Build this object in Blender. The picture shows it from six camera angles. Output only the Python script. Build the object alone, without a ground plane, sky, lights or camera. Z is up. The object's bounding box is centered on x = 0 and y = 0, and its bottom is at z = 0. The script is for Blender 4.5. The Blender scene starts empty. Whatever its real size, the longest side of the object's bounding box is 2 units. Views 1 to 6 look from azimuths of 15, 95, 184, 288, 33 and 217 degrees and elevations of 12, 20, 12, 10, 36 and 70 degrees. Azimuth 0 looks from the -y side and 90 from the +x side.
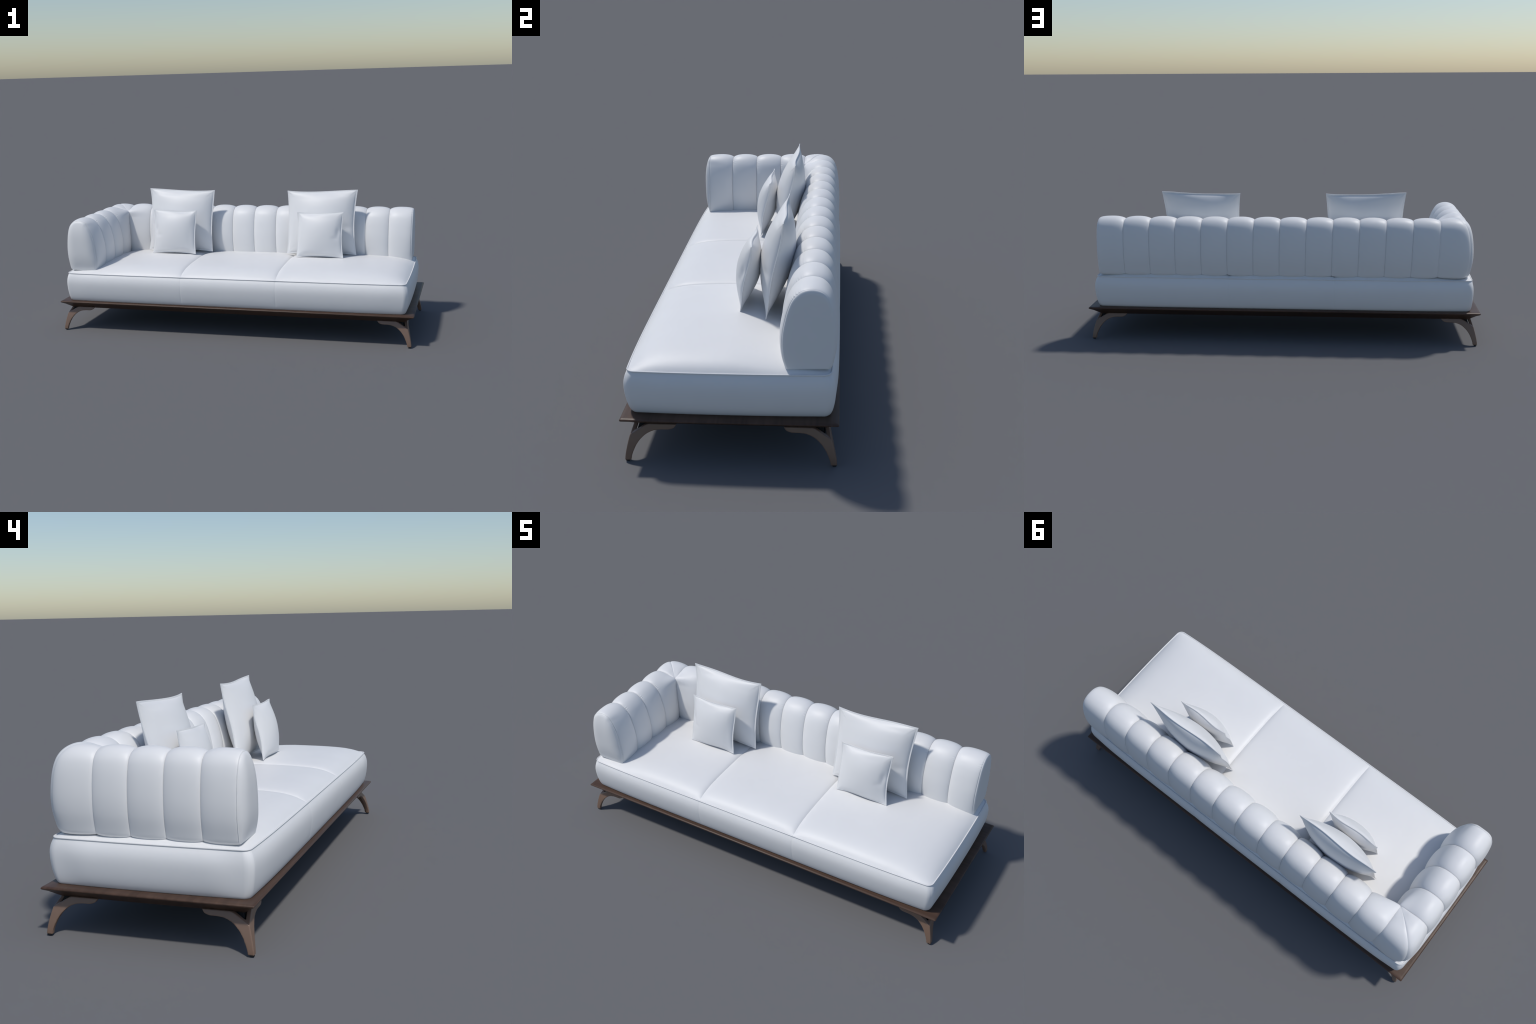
import bpy, bmesh, math, random
from mathutils import Vector

random.seed(7)
col = bpy.context.scene.collection

# ------------------------------------------------------------------ helpers
def lerp(a, b, t):
    return a + (b - a) * t

def clamp(v, a=0.0, b=1.0):
    return max(a, min(b, v))

def smooth(t):
    t = clamp(t)
    return t * t * (3 - 2 * t)

def catmull(pts, per):
    """Centripetal-ish Catmull-Rom through 2D control points, `per` samples a span."""
    out = []
    n = len(pts)
    for i in range(n - 1):
        p1, p2 = pts[i], pts[i + 1]
        p0 = pts[i - 1] if i else tuple(2 * a - b for a, b in zip(p1, p2))
        p3 = pts[i + 2] if i + 2 < n else tuple(2 * b - a for a, b in zip(p1, p2))
        for k in range(per):
            t = k / per
            out.append(tuple(0.5 * (2 * b + (c - a) * t + (2 * a - 5 * b + 4 * c - d) * t * t
                                    + (3 * b - a - 3 * c + d) * t ** 3)
                             for a, b, c, d in zip(p0, p1, p2, p3)))
    out.append(tuple(pts[-1]))
    return out

def table(rows, x):
    """Monotone piecewise lookup, eased between rows with a cubic (Hermite) curve."""
    if x <= rows[0][0]:
        return rows[0][1]
    if x >= rows[-1][0]:
        return rows[-1][1]
    n = len(rows)
    sl = [(rows[i + 1][1] - rows[i][1]) / (rows[i + 1][0] - rows[i][0]) for i in range(n - 1)]
    for i in range(n - 1):
        if x <= rows[i + 1][0]:
            def m(j):
                if j == 0:
                    return sl[0]
                if j == n - 1:
                    return sl[-1]
                a, b = sl[j - 1], sl[j]
                return 0.0 if a * b <= 0 else 2 * a * b / (a + b)
            h = rows[i + 1][0] - rows[i][0]
            t = (x - rows[i][0]) / h
            return ((2 * t ** 3 - 3 * t * t + 1) * rows[i][1] + (t ** 3 - 2 * t * t + t) * h * m(i)
                    + (-2 * t ** 3 + 3 * t * t) * rows[i + 1][1] + (t ** 3 - t * t) * h * m(i + 1))

def new_object(name, verts, faces, mat, parent=None, shade=True, fix=True):
    me = bpy.data.meshes.new(name)
    me.from_pydata(verts, [], faces)
    if fix:
        bm = bmesh.new()
        bm.from_mesh(me)
        bmesh.ops.remove_doubles(bm, verts=bm.verts, dist=1e-6)
        bmesh.ops.dissolve_degenerate(bm, edges=bm.edges, dist=1e-6)
        bmesh.ops.recalc_face_normals(bm, faces=bm.faces)
        bm.to_mesh(me)
        bm.free()
    if shade:
        me.polygons.foreach_set("use_smooth", [True] * len(me.polygons))
    me.materials.append(mat)
    ob = bpy.data.objects.new(name, me)
    col.objects.link(ob)
    if parent:
        ob.parent = parent
    return ob

def grid_faces(rows, cols, close_cols=False, close_rows=False):
    fs = []
    for i in range(rows if close_rows else rows - 1):
        a = (i + 1) % rows
        for j in range(cols if close_cols else cols - 1):
            b = (j + 1) % cols
            fs.append((i * cols + j, i * cols + b, a * cols + b, a * cols + j))
    return fs

def tube(name, pts, r, mat, parent, closed=False, seg=8):
    """Round cord along a 3D polyline."""
    n = len(pts)
    V, up = [], Vector((0.13, 0.21, 0.97))
    P = [Vector(p) for p in pts]
    for i in range(n):
        a = P[(i - 1) % n] if closed or i else P[i]
        b = P[(i + 1) % n] if closed or i < n - 1 else P[i]
        t = (b - a).normalized()
        u = t.cross(up)
        if u.length < 1e-3:
            u = t.cross(Vector((1, 0, 0)))
        u.normalize()
        w = t.cross(u)
        for k in range(seg):
            an = 2 * math.pi * k / seg
            V.append(tuple(P[i] + u * (r * math.cos(an)) + w * (r * math.sin(an))))
    F = grid_faces(n, seg, True, closed)
    if not closed:
        F += [tuple(range(seg)), tuple(range((n - 1) * seg, n * seg))]
    return new_object(name, V, F, mat, parent)

# ---------------------------------------------------------------- materials
def base_mat(name):
    m = bpy.data.materials.new(name)
    m.use_nodes = True
    nt = m.node_tree
    return m, nt, nt.nodes["Principled BSDF"]

def upholstery(name, tint):
    m, nt, b = base_mat(name)
    N, L = nt.nodes.new, nt.links.new
    tc = N("ShaderNodeTexCoord")
    n1 = N("ShaderNodeTexNoise"); n1.inputs["Scale"].default_value = 9.0; n1.inputs["Detail"].default_value = 3.0
    L(tc.outputs["Object"], n1.inputs["Vector"])
    r = N("ShaderNodeValToRGB")
    r.color_ramp.elements[0].position = 0.3
    r.color_ramp.elements[1].position = 0.7
    r.color_ramp.elements[0].color = (tint[0] * 0.985, tint[1] * 0.985, tint[2] * 0.985, 1)
    r.color_ramp.elements[1].color = (*tint, 1)
    L(n1.outputs["Fac"], r.inputs["Fac"])
    L(r.outputs["Color"], b.inputs["Base Color"])
    n2 = N("ShaderNodeTexNoise"); n2.inputs["Scale"].default_value = 420.0; n2.inputs["Detail"].default_value = 2.0
    L(tc.outputs["Object"], n2.inputs["Vector"])
    bp = N("ShaderNodeBump"); bp.inputs["Strength"].default_value = 0.04; bp.inputs["Distance"].default_value = 0.0006
    L(n2.outputs["Fac"], bp.inputs["Height"])
    L(bp.outputs["Normal"], b.inputs["Normal"])
    b.inputs["Roughness"].default_value = 0.47
    b.inputs["Specular IOR Level"].default_value = 0.42
    return m

def wood(name):
    """Dark walnut, grain running along x."""
    m, nt, b = base_mat(name)
    N, L = nt.nodes.new, nt.links.new
    tc = N("ShaderNodeTexCoord")
    mp = N("ShaderNodeMapping"); mp.inputs["Scale"].default_value = (1.6, 34.0, 12.0)
    L(tc.outputs["Object"], mp.inputs["Vector"])
    n1 = N("ShaderNodeTexNoise"); n1.inputs["Scale"].default_value = 1.0; n1.inputs["Detail"].default_value = 5.0
    n1.inputs["Roughness"].default_value = 0.6; n1.inputs["Distortion"].default_value = 0.5
    L(mp.outputs["Vector"], n1.inputs["Vector"])
    r = N("ShaderNodeValToRGB")
    r.color_ramp.elements[0].position = 0.32
    r.color_ramp.elements[0].color = (0.055, 0.0315, 0.0215, 1)
    r.color_ramp.elements[1].position = 0.68
    r.color_ramp.elements[1].color = (0.094, 0.0545, 0.0375, 1)
    L(n1.outputs["Fac"], r.inputs["Fac"])
    L(r.outputs["Color"], b.inputs["Base Color"])
    mp2 = N("ShaderNodeMapping"); mp2.inputs["Scale"].default_value = (12.0, 320.0, 160.0)
    L(tc.outputs["Object"], mp2.inputs["Vector"])
    n2 = N("ShaderNodeTexNoise"); n2.inputs["Scale"].default_value = 1.0; n2.inputs["Detail"].default_value = 3.0
    L(mp2.outputs["Vector"], n2.inputs["Vector"])
    bp = N("ShaderNodeBump"); bp.inputs["Strength"].default_value = 0.12; bp.inputs["Distance"].default_value = 0.001
    L(n2.outputs["Fac"], bp.inputs["Height"])
    L(bp.outputs["Normal"], b.inputs["Normal"])
    b.inputs["Roughness"].default_value = 0.42
    b.inputs["Specular IOR Level"].default_value = 0.30
    return m

def bronze(name):
    m, nt, b = base_mat(name)
    N, L = nt.nodes.new, nt.links.new
    tc = N("ShaderNodeTexCoord")
    n1 = N("ShaderNodeTexNoise"); n1.inputs["Scale"].default_value = 30.0; n1.inputs["Detail"].default_value = 3.0
    L(tc.outputs["Object"], n1.inputs["Vector"])
    r = N("ShaderNodeValToRGB")
    r.color_ramp.elements[0].color = (0.192, 0.121, 0.085, 1)
    r.color_ramp.elements[1].color = (0.214, 0.137, 0.098, 1)
    L(n1.outputs["Fac"], r.inputs["Fac"])
    L(r.outputs["Color"], b.inputs["Base Color"])
    b.inputs["Roughness"].default_value = 0.34
    b.inputs["Metallic"].default_value = 0.0
    return m

def plain(name, c, rough):
    m, nt, b = base_mat(name)
    N, L = nt.nodes.new, nt.links.new
    tc = N("ShaderNodeTexCoord")
    n1 = N("ShaderNodeTexNoise"); n1.inputs["Scale"].default_value = 60.0
    L(tc.outputs["Object"], n1.inputs["Vector"])
    r = N("ShaderNodeValToRGB")
    r.color_ramp.elements[0].color = (c[0] * 0.9, c[1] * 0.9, c[2] * 0.9, 1)
    r.color_ramp.elements[1].color = (*c, 1)
    L(n1.outputs["Fac"], r.inputs["Fac"])
    L(r.outputs["Color"], b.inputs["Base Color"])
    b.inputs["Roughness"].default_value = rough
    return m

WHITE = upholstery("white_leather", (0.80, 0.80, 0.80))
CORD = upholstery("white_piping", (0.78, 0.78, 0.78))
PILLOW = upholstery("white_pillow_fabric", (0.80, 0.80, 0.80))
WOOD = wood("dark_walnut")
BRONZE = bronze("bronze_lacquer")
BLACK = plain("black_rubber", (0.012, 0.012, 0.013), 0.6)
NOTCH_DARK = plain("near_black_notch_fill", (0.004, 0.0045, 0.005), 0.8)  # near black, darkened to match the black look inside the leg notch

sofa = bpy.data.objects.new("sofa", None)
col.objects.link(sofa)
sofa["label"] = "white channel-tufted corner daybed sofa on a dark wood base"
sofa["category"] = "sofa"

# -------------------------------------------------------------- wooden base
def wooden_base():
    AX, AY = 1.0, 0.3715
    # (inset from the rim, height): thin bevelled lip, sloping underside
    prof = [(0.30, 0.1715), (0.05, 0.1715), (0.013, 0.1715), (0.0075, 0.1712), (0.0042, 0.1702), (0.0016, 0.1686), (0.0002, 0.1664),
            (0.0004, 0.1640), (0.0022, 0.1620), (0.0058, 0.1598), (0.02, 0.1520), (0.052, 0.1285),
            (0.056, 0.1262), (0.062, 0.1255), (0.30, 0.1255)]
    V = []
    for d, z in prof:
        ax, ay = AX - d, AY - d * 0.86
        c = 0.0025
        for sx, sy in ((1, 1), (-1, 1), (-1, -1), (1, -1)):
            p = [(ax, ay - c), (ax - c, ay)]
            if sx * sy < 0:
                p.reverse()
            V += [(sx * x, sy * y, z) for x, y in p]
    F = grid_faces(len(prof), 8, True)
    F += [tuple(range(8)), tuple(range((len(prof) - 1) * 8, len(prof) * 8))]
    ob = new_object("wooden_base", V, F, WOOD, sofa)
    ob.data.set_sharp_from_angle(angle=math.radians(32))
    return ob
wooden_base()

# --------------------------------------------------------------------- legs
CX, CY = 0.989, 0.3655           # outer corner of the foot

def ridge(z):
    """How far the outer faces have moved in from the foot corner at height z."""
    return table([(0, 0.0), (0.015, 0.0012), (0.03, 0.0034), (0.07, 0.0125), (0.104, 0.0225), (0.132, 0.0310)], z)

LOWER = [(0.0222, 0.004), (0.0236, 0.016), (0.030, 0.0345), (0.042, 0.0598), (0.0585, 0.0815), (0.0795, 0.0988),
         (0.1015, 0.1085), (0.1235, 0.1120), (0.1567, 0.1133), (0.1730, 0.1195), (0.1820, 0.1310)]

def bracket_leg():
    per = 6
    low = catmull(LOWER, per)
    n = len(low)
    k0 = int(n * 0.40)                       # stations whose top sits on the corner ridge
    up = []
    for i in range(n):
        if i <= k0:
            z = lerp(0.004, 0.0945, i / k0)
            up.append((ridge(z), z))
        else:
            t = (i - k0) / (n - 1 - k0)
            s = lerp(ridge(0.0945), 0.1824, t ** 0.9)
            z = table([(0.0, 0.0945), (0.02, 0.0965), (0.075, 0.1275), (0.09, 0.1315), (0.2, 0.1320)], s - 0.0)
            z = 0.0945 + (0.1320 - 0.0945) * table([(0.0198, 0.0), (0.05, 0.50), (0.077, 0.93), (0.086, 1.0), (0.2, 1.0)], s)
            up.append((s, z))
    V, F = [], []
    rows = 7
    # one wing: outward faces on the y side, running inward along x; the other is its mirror in the diagonal
    for wing in (0, 1):
        b0 = len(V)
        for i in range(n):
            (sl, zl), (su, zu) = low[i], up[i]
            ring = []
            for side in (0, 1):
                for j in range(rows):
                    f = j / (rows - 1)
                    if side:
                        f = 1 - f
                    s, z = lerp(sl, su, f), lerp(zl, zu, f)
                    r = ridge(z)
                    th = min(0.0155, max(0.0, sl - ridge(zl)))
                    dep = r
                    if side:
                        dep = r + th
                        if i <= k0:                       # mitre towards the inner corner
                            s = lerp(sl, su + th, f)
                        # wings lie against the underside as a flat plate
                    elif i <= k0:
                        s = lerp(sl, r, f)
                    ring.append((s, dep, z))
            for s, dep, z in ring:
                p = (s, dep) if wing == 0 else (dep, s)
                V.append((CX - p[0], CY - p[1], z))
        m = rows * 2
        F += [tuple(b0 + q for q in f) for f in grid_faces(n, m, True)]
        F.append(tuple(b0 + q for q in range(m)))
        F.append(tuple(b0 + (n - 1) * m + q for q in range(m)))
    ob = new_object("leg", V, F, BRONZE, sofa)
    rm = ob.modifiers.new("remesh", "REMESH")
    rm.mode = "VOXEL"
    rm.voxel_size = 0.0016
    rm.use_smooth_shade = True
    sm = ob.modifiers.new("soften", "SMOOTH")
    sm.factor = 0.5
    sm.iterations = 16
    dg = bpy.context.evaluated_depsgraph_get()
    me = bpy.data.meshes.new_from_object(ob.evaluated_get(dg))
    ob.modifiers.clear()
    ob.data = me
    me.polygons.foreach_set("use_smooth", [True] * len(me.polygons))
    return ob

leg0 = bracket_leg()

def foot_pad_mesh():
    V, F = [], []
    seg = 20
    cx, cy = CX - 0.0092, CY - 0.0092
    rings = [(0.0, 0.0), (0.0066, 0.0), (0.0074, 0.001), (0.0074, 0.0105)]
    for r, z in rings:
        for k in range(seg):
            a = 2 * math.pi * k / seg
            c, s = math.cos(a), math.sin(a)
            q = (abs(c) ** 4 + abs(s) ** 4) ** -0.25
            V.append((cx + r * q * c, cy + r * q * s, z))
    F = grid_faces(len(rings), seg, True)
    return V, F

pad0 = new_object("foot_pad", *foot_pad_mesh(), BLACK, leg0)
pad0.data.set_sharp_from_angle(angle=math.radians(40))

def notch_fill_mesh():
    """Near-black wedge filling the inside of the bracket, seen through the open notch."""
    V = []
    for a, b, z in ((0.0405, 0.073, 0.0990), (0.0490, 0.090, 0.1262)):
        V += [(CX - a, CY - a, z), (CX - b, CY - a, z), (CX - b, CY - b, z), (CX - a, CY - b, z)]
    return V, [(0, 1, 2, 3), (4, 5, 6, 7), (0, 1, 5, 4), (1, 2, 6, 5), (2, 3, 7, 6), (3, 0, 4, 7)]
fill0 = new_object("dark_notch_fill", *notch_fill_mesh(), NOTCH_DARK, leg0, shade=False)
for sx, sy in ((-1, 1), (-1, -1), (1, -1)):
    l = leg0.copy()
    l.scale = (sx, sy, 1)
    col.objects.link(l)
    for p in (pad0, fill0):
        c = p.copy()
        c.parent = l
        col.objects.link(c)

# --------------------------------------------------------------------- seat
A, B, RC = 0.9535, 0.3430, 0.024
SEAM = 0.2680
Z0 = 0.3292
F_FRONT = [(0, 0), (0.006, 0.125), (0.015, 0.285), (0.030, 0.475), (0.052, 0.655), (0.090, 0.815), (0.150, 0.92), (0.21, 0.965), (0.30, 0.995), (0.343, 1.0)]
F_BACK = [(0, 0), (0.006, 0.12), (0.015, 0.25), (0.030, 0.39), (0.08, 0.55), (0.16, 0.70), (0.24, 0.88), (0.30, 0.97), (0.343, 1.0)]
F_SIDE = [(0, 0), (0.008, 0.14), (0.022, 0.32), (0.048, 0.54), (0.085, 0.73), (0.15, 0.89), (0.22, 0.965), (0.35, 1.0), (0.96, 1.0)]
F_ARM = [(0, 0), (0.008, 0.12), (0.03, 0.31), (0.08, 0.46), (0.17, 0.61), (0.24, 0.79), (0.32, 0.92), (0.45, 1.0), (0.96, 1.0)]
WALL = catmull([(0.1690, -0.0105), (0.1735, -0.0020), (0.188, 0.0054), (0.212, 0.0120), (0.240, 0.0166), (0.268, 0.0186), (0.291, 0.0168), (0.311, 0.0106), (Z0, 0.0)], 5)

def bow(x, y, nx, ny, d):
    """The sides swell gently outward between the corners."""
    k = 1 - clamp(d / 0.22)
    bx = 0.007 * (1 - min(1, abs(y) / B) ** 2.2) * k * nx * abs(nx)
    by = 0.010 * (1 - min(1, abs(x) / A) ** 6) * k * ny * abs(ny)
    return bx, by

def wall_scale(x, y, nx, ny):
    """Padding is pulled tight at the stitched corners."""
    if abs(nx * ny) > 1e-6:
        return lerp(0.57 if x < 0 else 0.85, 0.85, ny * ny)
    if abs(ny) > 0.5:
        return lerp(0.85, 1.0, smooth((A - abs(x) - RC) / 0.12))
    return lerp(0.57 if x < 0 else 0.85, 1.0, smooth((B - abs(y) - RC) / 0.12))

def top_height(x, y):
    dx = A - abs(x)
    f = table(F_FRONT, B + y) if y < 0 else table(F_BACK, B - y)
    return 0.0555 * f * table(F_ARM if x < 0 else F_SIDE, dx)

def ring_points(d):
    """Rounded rectangle inset by d: fixed columns in the middle so that the seams stay on vertices."""
    a, b = A - d, B - d
    r = max(RC - d, 1e-5) if d > 0 else RC - 0.25 * d
    if d >= B:
        r = 0.0
    mid = A - B - 0.002
    cols = []
    edges = [-mid, -SEAM, SEAM, mid]
    for lo, hi, m in ((edges[0], edges[1], 26), (edges[1], edges[2], 40), (edges[2], edges[3], 26)):
        for k in range(m):
            t = k / m
            # cluster the columns towards the seams
            if lo == -SEAM:
                t = 0.5 - 0.5 * math.cos(math.pi * t)
                t = t * t * (3 - 2 * t) * 0.4 + t * 0.6
            elif lo == -mid:
                t = 1 - (1 - t) ** 2.4
            else:
                t = t ** 2.4
            cols.append(lerp(lo, hi, t))
    cols.append(mid)
    P = []
    nx, na, ny = 18, 12, 44
    def outer_cols(sgn):          # from mid to the corner start
        return [sgn * lerp(mid, a - r, k / nx) for k in range(1, nx + 1)]
    front = [-x for x in reversed(outer_cols(1))] + cols + outer_cols(1)
    for x in front:
        P.append((x, -b, 0, -1))
    for k in range(1, na):
        an = -math.pi / 2 + math.pi / 2 * k / na
        P.append((a - r + r * math.cos(an), -b + r + r * math.sin(an), math.cos(an), math.sin(an)))
    for k in range(ny + 1):
        P.append((a, lerp(-b + r, b - r, k / ny), 1, 0))
    for k in range(1, na):
        an = math.pi / 2 * k / na
        P.append((a - r + r * math.cos(an), b - r + r * math.sin(an), math.cos(an), math.sin(an)))
    for x in reversed(front):
        P.append((x, b, 0, 1))
    for k in range(1, na):
        an = math.pi / 2 + math.pi / 2 * k / na
        P.append((-a + r + r * math.cos(an), b - r + r * math.sin(an), math.cos(an), math.sin(an)))
    for k in range(ny + 1):
        P.append((-a, lerp(b - r, -b + r, k / ny), -1, 0))
    for k in range(1, na):
        an = math.pi + math.pi / 2 * k / na
        P.append((-a + r + r * math.cos(an), -b + r + r * math.sin(an), math.cos(an), math.sin(an)))
    return P

def seat():
    V = []
    wall = WALL
    count = len(ring_points(0))
    rows = 0
    for z, out in wall:
        h = (z - 0.169) / (Z0 - 0.169)
        for (x, y, nx, ny), (x0, y0, _, _) in zip(ring_points(-out), ring_points(0)):
            if out > 0:
                sc = wall_scale(x0, y0, nx, ny)
                x, y = lerp(x0, x, sc), lerp(y0, y, sc)
            bx, by = bow(x0, y0, nx, ny, 0)
            x, y = x + bx, y + by
            # faint vertical stitch lines carry the top seams down the front and back walls
            g = 0.0
            if abs(ny) > 0.99:
                e = abs(abs(x0) - SEAM)
                g = (0.0007 * math.exp(-e / 0.004) + 0.0010 * math.exp(-e / 0.035)) * smooth(h * 4)
            elif abs(nx) > 0.01:
                g = 0.0006 * math.exp(-abs(abs(nx) - abs(ny)) / 0.12)     # stitched corner
            V.append((x - nx * g, y - ny * g, z))
        rows += 1
    ins = [0.0012, 0.0026, 0.0045, 0.007, 0.010, 0.014, 0.019, 0.025, 0.0295, 0.034, 0.042, 0.052, 0.064, 0.078, 0.094, 0.112, 0.132, 0.155,
           0.18, 0.205, 0.23, 0.255, 0.28, 0.305, 0.325, B]
    for d in ins:
        for x, y, nx, ny in ring_points(d):
            h = top_height(x, y)
            if d < RC and abs(nx * ny) > 1e-4:
                h *= smooth(d / 0.008)
            e = abs(abs(x) - SEAM)
            edge = min(B - abs(y), 0.08) / 0.08
            gr = (0.0062 * math.exp(-e / 0.008) + 0.0090 * math.exp(-e / 0.048)) * (0.50 + 0.50 * smooth(edge * 1.3))
            bx, by = bow(x, y, nx, ny, d)
            V.append((x + bx, y + by, Z0 + max(h - gr * clamp(h / 0.02), 0.02 * d)))
        rows += 1
    F = grid_faces(rows, count, True)
    last = (rows - 1) * count
    F.append(tuple(range(count)))
    # split into the three cushions at the seams
    parts = {-1: [], 0: [], 1: []}
    for f in F:
        if len(f) > 4:
            continue
        cx = sum(V[i][0] for i in f) / 4
        parts[-1 if cx < -SEAM else (1 if cx > SEAM else 0)].append(f)
    for k in (-1, 0, 1):
        used = sorted({i for f in parts[k] for i in f})
        idx = {v: i for i, v in enumerate(used)}
        vv = [V[i] for i in used]
        ob = new_object("seat_cushion", vv, [tuple(idx[i] for i in f) for f in parts[k]], WHITE, sofa)
    # piping cord around the rim
    pts = []
    for x, y, nx, ny in ring_points(-0.0012):
        bx, by = bow(x, y, nx, ny, 0)
        pts.append((x + bx, y + by, Z0 + 0.0008))
    clean = []
    for p in pts:
        if not clean or (Vector(p) - Vector(clean[-1])).length > 1e-3:
            clean.append(p)
    tube("seat_piping", clean, 0.0027, CORD, sofa, closed=True, seg=10)
seat()

# ------------------------------------------------- channelled back and arm
# cross-section at a seam, (outward distance q, height z): leaning front, round top, upright rear
SECTION = [(0.1975, 0.340), (0.1900, 0.370), (0.1860, 0.400), (0.1850, 0.435), (0.1880, 0.475), (0.1970, 0.520), (0.2080, 0.557), (0.2245, 0.590),
           (0.2500, 0.6125), (0.2800, 0.6195), (0.3080, 0.6135), (0.3275, 0.596), (0.3395, 0.568), (0.3480, 0.525), (0.3530, 0.470),
           (0.3520, 0.420), (0.3450, 0.375), (0.3385, 0.3500), (0.3250, 0.3440)]
# the seams that meet at the inside corner stay upright until just under the crest
PIVOT = [(0.1925, 0.340), (0.1900, 0.370), (0.1885, 0.400), (0.1880, 0.435), (0.1885, 0.475), (0.1895, 0.520), (0.1900, 0.562), (0.1905, 0.599),
         (0.2360, 0.6110)] + SECTION[9:]
PER = 20
SEC = catmull(SECTION, PER)
PIV = catmull(PIVOT, PER)
NP = len(SEC)
I_CORNER = 7 * PER               # sample index of the inside-corner point
ARM_SHIFT = 0.599

def normals(poly):
    out = []
    for i in range(len(poly)):
        a, b = poly[max(i - 1, 0)], poly[min(i + 1, len(poly) - 1)]
        dx, dz = b[0] - a[0], b[1] - a[1]
        l = math.hypot(dx, dz) or 1
        out.append((-dz / l, dx / l))
    return out
NSEC = normals(SEC)

def fullness(i):
    """How far the padding stands out from the seam at sample i."""
    t = i / PER
    return table([(0, 0.012), (2, 0.0145), (6, 0.0158), (9, 0.0160), (12, 0.0132), (15, 0.0116), (16.5, 0.0104), (17.2, 0.0085), (18, 0.002)], t)

def swell(w):
    return (1 - abs(w) ** 2.2) ** 0.62 if abs(w) < 1 else 0.0

def pucker(i, w, ph):
    """Small gathers where the stitching pulls the padding over the front top edge."""
    t = i / PER
    env = math.exp(-((t - 7.3) / 0.50) ** 2)
    e = 1 + w
    near = math.exp(-(e / 0.15) ** 1.4) * (1 - math.exp(-e / 0.02))
    return 0.0014 * env * near * math.sin(t * 25.0 + ph + 1.1 * math.sin(t * 6.1 + ph))

def free_end(i):
    """The open ends keep part of their padding round the top and the rear."""
    return 0.25 + 0.25 * smooth((i / PER - 5) / 4)

WS = [math.sin(math.pi / 2 * (k / 22.0)) * 0.35 + (k / 22.0) * 0.65 for k in range(-22, 23)]
WS[0], WS[-1] = -1.0, 1.0

def strip_object(name, place, morph, ph, open_end=0, gather=1.0):
    """One padded channel: place(u, q, z) maps to space, u in -1..1 across, morph(u) blends to the corner section."""
    V = []
    for w in WS:
        m = morph(w)
        for i in range(NP):
            q = lerp(SEC[i][0], PIV[i][0], m)
            z = lerp(SEC[i][1], PIV[i][1], m)
            sw = swell(w)
            if open_end and w * open_end > 0:
                fe = free_end(i)
                sw = fe + (1 - fe) * sw
            b = fullness(i) * sw + pucker(i, w, ph) * (1 - m) * gather
            V.append(place(w, q + NSEC[i][0] * b, z + NSEC[i][1] * b))
    F = grid_faces(len(WS), NP, True)
    F += [tuple(range(NP)), tuple(range((len(WS) - 1) * NP, len(WS) * NP))]
    ob = new_object(name, V, F, WHITE, sofa)
    ob.data.set_sharp_from_angle(angle=math.radians(48))
    return ob

def seam_x(k, z):                # k = 0 is the open right end, 14 channels' borders to the corner
    t = (z - 0.345) / 0.275
    return lerp(0.9388 - 0.1323 * k, 0.9420 - 0.13346 * k, clamp(t))

N_BACK = 13
CAP = 0.0100
for k in range(N_BACK):
    def place(w, q, z, k=k):
        a, b = seam_x(k, z), seam_x(k + 1, z)
        if k == 0:               # the padded end face takes up the rest
            a -= CAP - 0.0065
        if k == N_BACK - 1:      # tucks in behind the arm at the inside corner
            b -= 0.014 * smooth((0.608 - z) / 0.05) * smooth((0.23 - q) / 0.02)
        return (lerp(a, b, (w + 1) / 2), q, z)
    mor = (lambda w: ((w + 1) / 2) ** 1.6) if k == N_BACK - 1 else (lambda w: 0.0)
    strip_object("backrest_channel", place, mor, random.uniform(0, 6.28), -1 if k == 0 else 0)

ARM_Y0, ARM_STEP, N_ARM = 0.1865, 0.1250, 4
def arm_lean(q, z):
    """The inner face of the arm leans back a little more at its open end."""
    return 0.0070 * smooth((z - 0.37) / 0.09) * smooth((0.622 - z) / 0.03) * smooth((0.262 - q) / 0.03)

for k in range(N_ARM):
    def place(w, q, z, k=k):
        f = (1 - w) / 2
        y = ARM_Y0 - ARM_STEP * (k + f)
        if k == N_ARM - 1:
            y += CAP * 0.45 * f
            q += arm_lean(q, z) * f ** 1.5
        return (-(q + ARM_SHIFT), y, z)
    mor = (lambda w: ((w + 1) / 2) ** 1.6) if k == 0 else (lambda w: 0.0)
    strip_object("armrest_channel", place, mor, random.uniform(0, 6.28), -1 if k == N_ARM - 1 else 0, 0.0 if k == N_ARM - 1 else 1.0)

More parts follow.
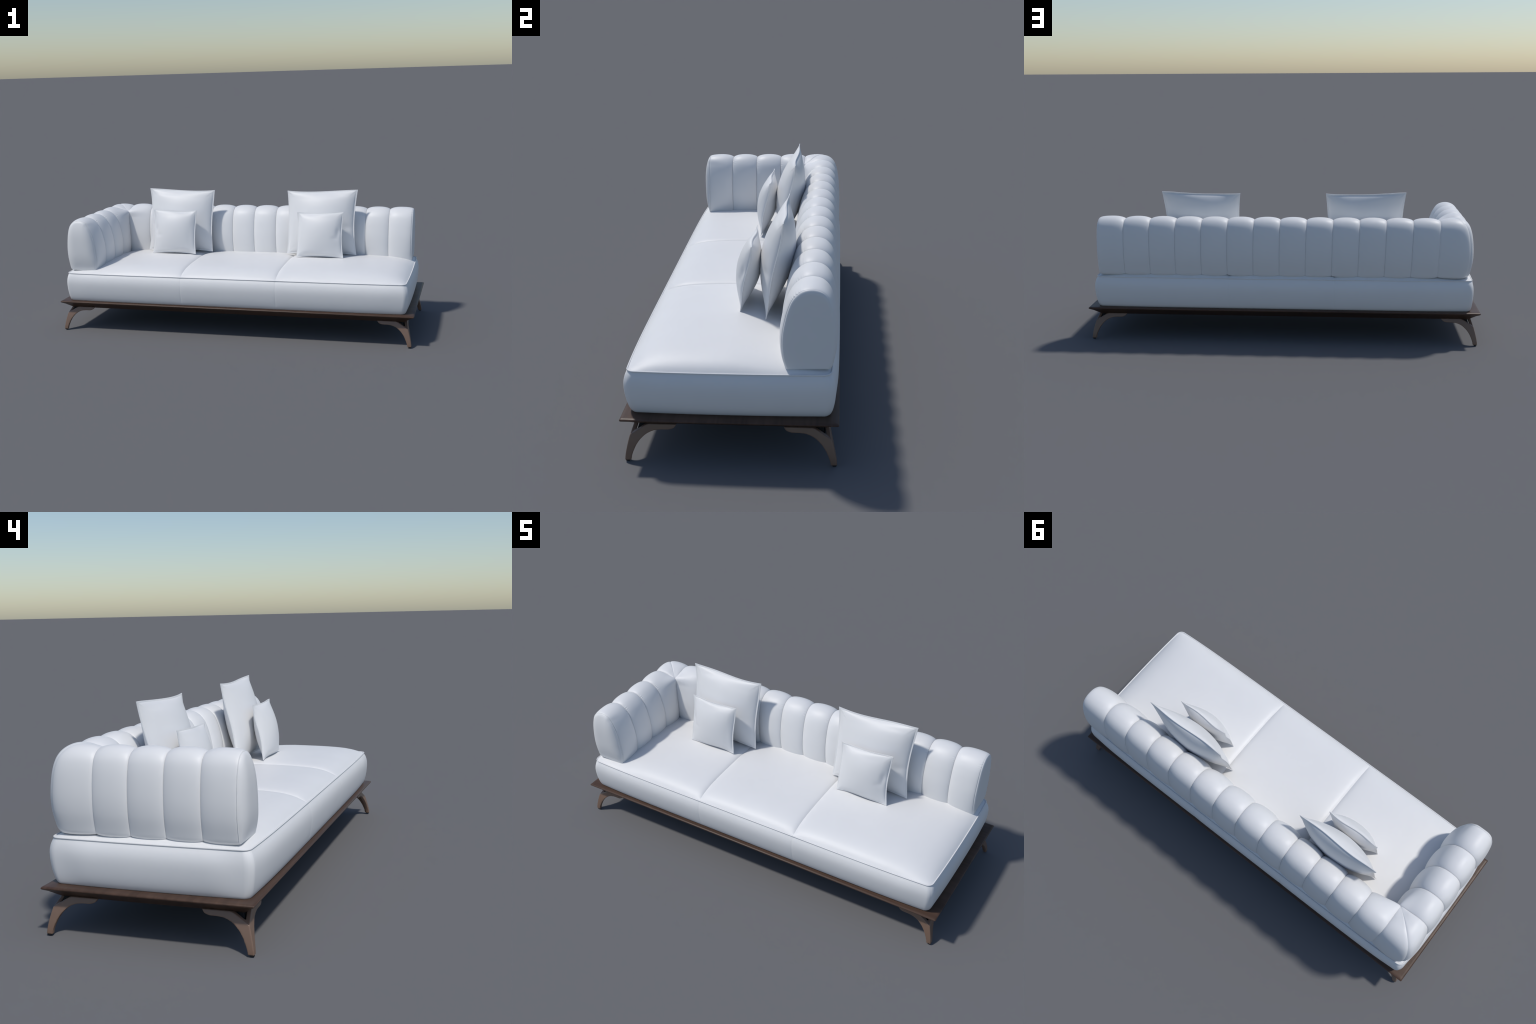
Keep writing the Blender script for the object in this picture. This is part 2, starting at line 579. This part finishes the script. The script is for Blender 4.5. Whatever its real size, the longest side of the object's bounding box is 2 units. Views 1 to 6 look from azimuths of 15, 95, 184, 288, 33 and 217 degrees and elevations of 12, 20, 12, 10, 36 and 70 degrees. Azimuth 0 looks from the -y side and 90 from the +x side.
# corner: the section turned through a squared quarter circle, mitre-stitched in the middle
def corner():
    steps = 24
    for half in (0, 1):
        V = []
        for s in range(steps + 1):
            th = math.radians(45 * (half + s / steps))
            w = th / math.radians(45) - 1
            px = seam_x(N_BACK, 0.6)
            V.append((px + 0.004, ARM_Y0 - 0.004, 0.5975))     # all rows start from the inside corner
            for i in range(I_CORNER, NP):
                q, z = PIV[i]
                t = (i - I_CORNER) / (NP - 1 - I_CORNER)
                b = fullness(i) * swell(w) * smooth(t * 7)
                b -= 0.0030 * math.exp(-abs(th - math.pi / 4) / 0.035) * smooth(t * 5)
                z2 = z + NSEC[i][1] * b
                q2 = q + NSEC[i][0] * b
                px = seam_x(N_BACK, z2)
                r0, r1 = q2 - ARM_Y0, q2 + ARM_SHIFT + px
                n = lerp(2.8, 5.4, smooth(t * 1.8))
                k = (math.cos(th) ** n + math.sin(th) ** n) ** (-1 / n)
                r = max(lerp(r0, r1, th / (math.pi / 2)), 0.0) * k
                V.append((px - r * math.sin(th), ARM_Y0 + r * math.cos(th), z2))
        m = NP - I_CORNER + 1
        # inner upright edge and floor close the wedge
        F = grid_faces(steps + 1, m)
        base = len(V)
        V.append((seam_x(N_BACK, 0.347), ARM_Y0, 0.347))
        for s in range(steps):
            F.append((s * m + m - 1, (s + 1) * m + m - 1, base))
        new_object("corner_channel", V, F, WHITE, sofa)
corner()

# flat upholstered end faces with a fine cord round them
END = [(q + NSEC[i][0] * fullness(i) * free_end(i), z + NSEC[i][1] * fullness(i) * free_end(i)) for i, (q, z) in enumerate(SEC)]

def end_panel(place, cord, dome):
    """Softly domed end face with a rounded shoulder."""
    cq, cz = 0.270, 0.455
    front = [p for p in END[:9 * PER + 1]]
    rear = [p for p in END[9 * PER:17 * PER + 1]]
    top, low = END[9 * PER][1], END[0][1]

    def side(branch, z):
        for a, b in zip(branch, branch[1:]):
            if min(a[1], b[1]) <= z <= max(a[1], b[1]) and a[1] != b[1]:
                return lerp(a[0], b[0], (z - a[1]) / (b[1] - a[1]))
        return branch[-1][0]

    def crown(q, z):
        a, b = side(front, z), side(rear, max(z, rear[-1][1]))
        u = 0.0 if b - a < 1e-3 else clamp((2 * q - a - b) / (b - a), -1, 1)
        v = clamp((2 * z - top - low) / (top - low), -1, 1)
        return (1 - abs(u) ** 4.6) * (1 - abs(v) ** 3.0)
    edge = 0.088
    rings = [1.0 - edge * (1 - math.cos(math.pi / 2 * k / 9)) for k in range(10)] + [0.87, 0.82, 0.75, 0.65, 0.5, 0.3, 0.1, 0.01]
    V = []
    for f in rings:
        u = clamp((f - (1 - edge)) / edge)
        o = (CAP - 0.0035) * math.sqrt(1 - u * u)
        for i in range(NP):
            q, z = END[i]
            q, z = cq + (q - cq) * f, cz + (z - cz) * f
            V.append(place(q, z, o + dome * crown(q, z)))
    F = grid_faces(len(rings), NP, True)
    F.append(tuple(range((len(rings) - 1) * NP, len(rings) * NP)))
    new_object("end_panel", V, F, WHITE, sofa)
    if cord:
        tube("end_piping", [place(cq + (q - cq) * 0.996, cz + (z - cz) * 0.996, 0.0014) for q, z in END[:-PER]], 0.0019, CORD, sofa)
end_panel(lambda q, z, o: (seam_x(0, z) - CAP + 0.0065 + o, q, z), False, 0.0035)
end_panel(lambda q, z, o: (-(q + arm_lean(q, z) + ARM_SHIFT), ARM_Y0 - ARM_STEP * N_ARM + CAP * 0.45 - o, z), True, 0.0215)

# ------------------------------------------------------------------ pillows
def pillow(name, label, corners, thick, pinch, rim, dents, flip, seed):
    """corners: bottom-left, bottom-right, top-right, top-left of the flange. flip mirrors it (other end of the sofa)."""
    rnd = random.Random(seed)
    BL, BR, TR, TL = (Vector(c) for c in corners)
    ctr = (BL + BR + TR + TL) / 4
    ux = ((BR + TR) - (BL + TL)).normalized()
    nrm = ux.cross(((TL + TR) - (BL + BR)).normalized()).normalized()     # towards the front (-y)
    W = ((BR - BL).length + (TR - TL).length) / 2
    n = 72
    ph = [rnd.uniform(0, 6.28) for _ in range(8)]
    rr = 2 * rim / W
    def coords():
        inner = [lerp(-1 + rr, 1 - rr, 0.6 * (0.5 - 0.5 * math.cos(math.pi * k / n)) + 0.4 * k / n) for k in range(n + 1)]
        return [-1.0, -1 + rr * 0.5, -1 + rr * 0.85] + inner + [1 - rr * 0.85, 1 - rr * 0.5, 1.0]
    U = coords()
    m = len(U)
    def outline(u, v):
        # bilinear sheet whose edges bow inwards
        fu, fv = (u + 1) / 2, (v + 1) / 2
        p = BL * (1 - fu) * (1 - fv) + BR * fu * (1 - fv) + TR * fu * fv + TL * (1 - fu) * fv
        left, right, bottom, top = pinch
        bowv = (1 - v * v)
        bowu = (1 - u * u)
        p = p + ux * (left * bowv * (1 - fu) ** 1.5 - right * bowv * fu ** 1.5)
        vy = (TL - BL).normalized()
        wob = 1 - 0.9 * u
        p = p + vy * (bottom * bowu * (1 - fv) ** 1.5 - top * bowu * wob * fv ** 1.5)
        return p
    V = []
    for side in (1, -1):
        for v in U:
            for u in U:
                a, b = abs(u) / (1 - rr), abs(v) / (1 - rr)
                p = outline(u, v)
                # flange waves
                edge = max(abs(u), abs(v))
                e = smooth((edge - 0.72) / 0.28)
                wave = 0.0045 * e * (math.sin(3.4 * u + ph[1]) * (abs(v) > abs(u)) + math.sin(3.1 * v + ph[2]) * (abs(u) >= abs(v))) * (1 - min(abs(u), abs(v)) ** 4)
                if a < 1 and b < 1:
                    bod = ((1 - a ** 2.0) * (1 - b ** 2.0)) ** 0.68
                    t = thick / 2 * bod + 0.0019
                    for (du, dv, su, sv, amp, sd) in dents:
                        if sd == side or sd == 0:
                            t -= amp * math.exp(-((u - du) / su) ** 2 - ((v - dv) / sv) ** 2)
                    # long soft folds fanning from the corners
                    t += 0.0016 * bod ** 0.5 * math.sin(5.0 * u * v + ph[3] + side) * (a * b)
                    t = max(t, 0.0019)
                else:
                    t = 0.0019
                    q = (max(a, b) - 1) / (1 / (1 - rr) - 1)
                    if q > 0.8:
                        t = 0.0012
                p = p + nrm * (t * side + wave)
                V.append((p.x, p.y, p.z))
    F = []
    for s in (0, 1):
        o = s * m * m
        F += [tuple(o + i for i in f) for f in grid_faces(m, m)]
    border = [j for j in range(m)] + [i * m + m - 1 for i in range(1, m)] + [(m - 1) * m + j for j in range(m - 2, -1, -1)] + [i * m for i in range(m - 2, 0, -1)]
    o = m * m
    for k in range(len(border)):
        a, b = border[k], border[(k + 1) % len(border)]
        F.append((a, b, b + o, a + o))
    org = (BL + BR) / 2
    if flip is not None:
        V = [(flip - x, y, z) for x, y, z in V]
        org = Vector((flip - org.x, org.y, org.z))
    V = [(x - org.x, y - org.y, z - org.z) for x, y, z in V]
    ob = new_object(name, V, F, PILLOW)
    ob.location = org
    ob.data.set_sharp_from_angle(angle=math.radians(50))
    ob["label"] = label
    ob["category"] = "pillow"
    return ob

big = [(0.2310, 0.0990, 0.3820), (0.6357, 0.1017, 0.3833), (0.6365, 0.1710, 0.7490), (0.2255, 0.1700, 0.7410)]
small = [(0.3077, 0.0007, 0.3854), (0.5761, 0.0009, 0.3856), (0.5744, 0.0490, 0.6397), (0.3067, 0.0473, 0.6374)]
big_dents = [(0.80, -0.16, 0.16, 0.10, 0.0032, 1), (0.50, 0.84, 0.20, 0.05, 0.0016, 1)]
small_dents = [(0.84, 0.10, 0.09, 0.20, 0.0055, 1), (0.70, -0.16, 0.16, 0.10, 0.0022, 1)]
for flip, seed, fs in ((None, 3, None), (0.0070, 3, 0.0105)):
    pillow("large_throw_pillow", "large square white throw pillow with flat flange edge", big, 0.124, (0.009, 0.016, 0.010, 0.0066), 0.0075, big_dents, flip, seed)
    pillow("small_throw_pillow", "small square white throw pillow with flat flange edge", small, 0.090, (0.006, 0.010, 0.007, 0.005), 0.0058, small_dents, fs, seed + 1)
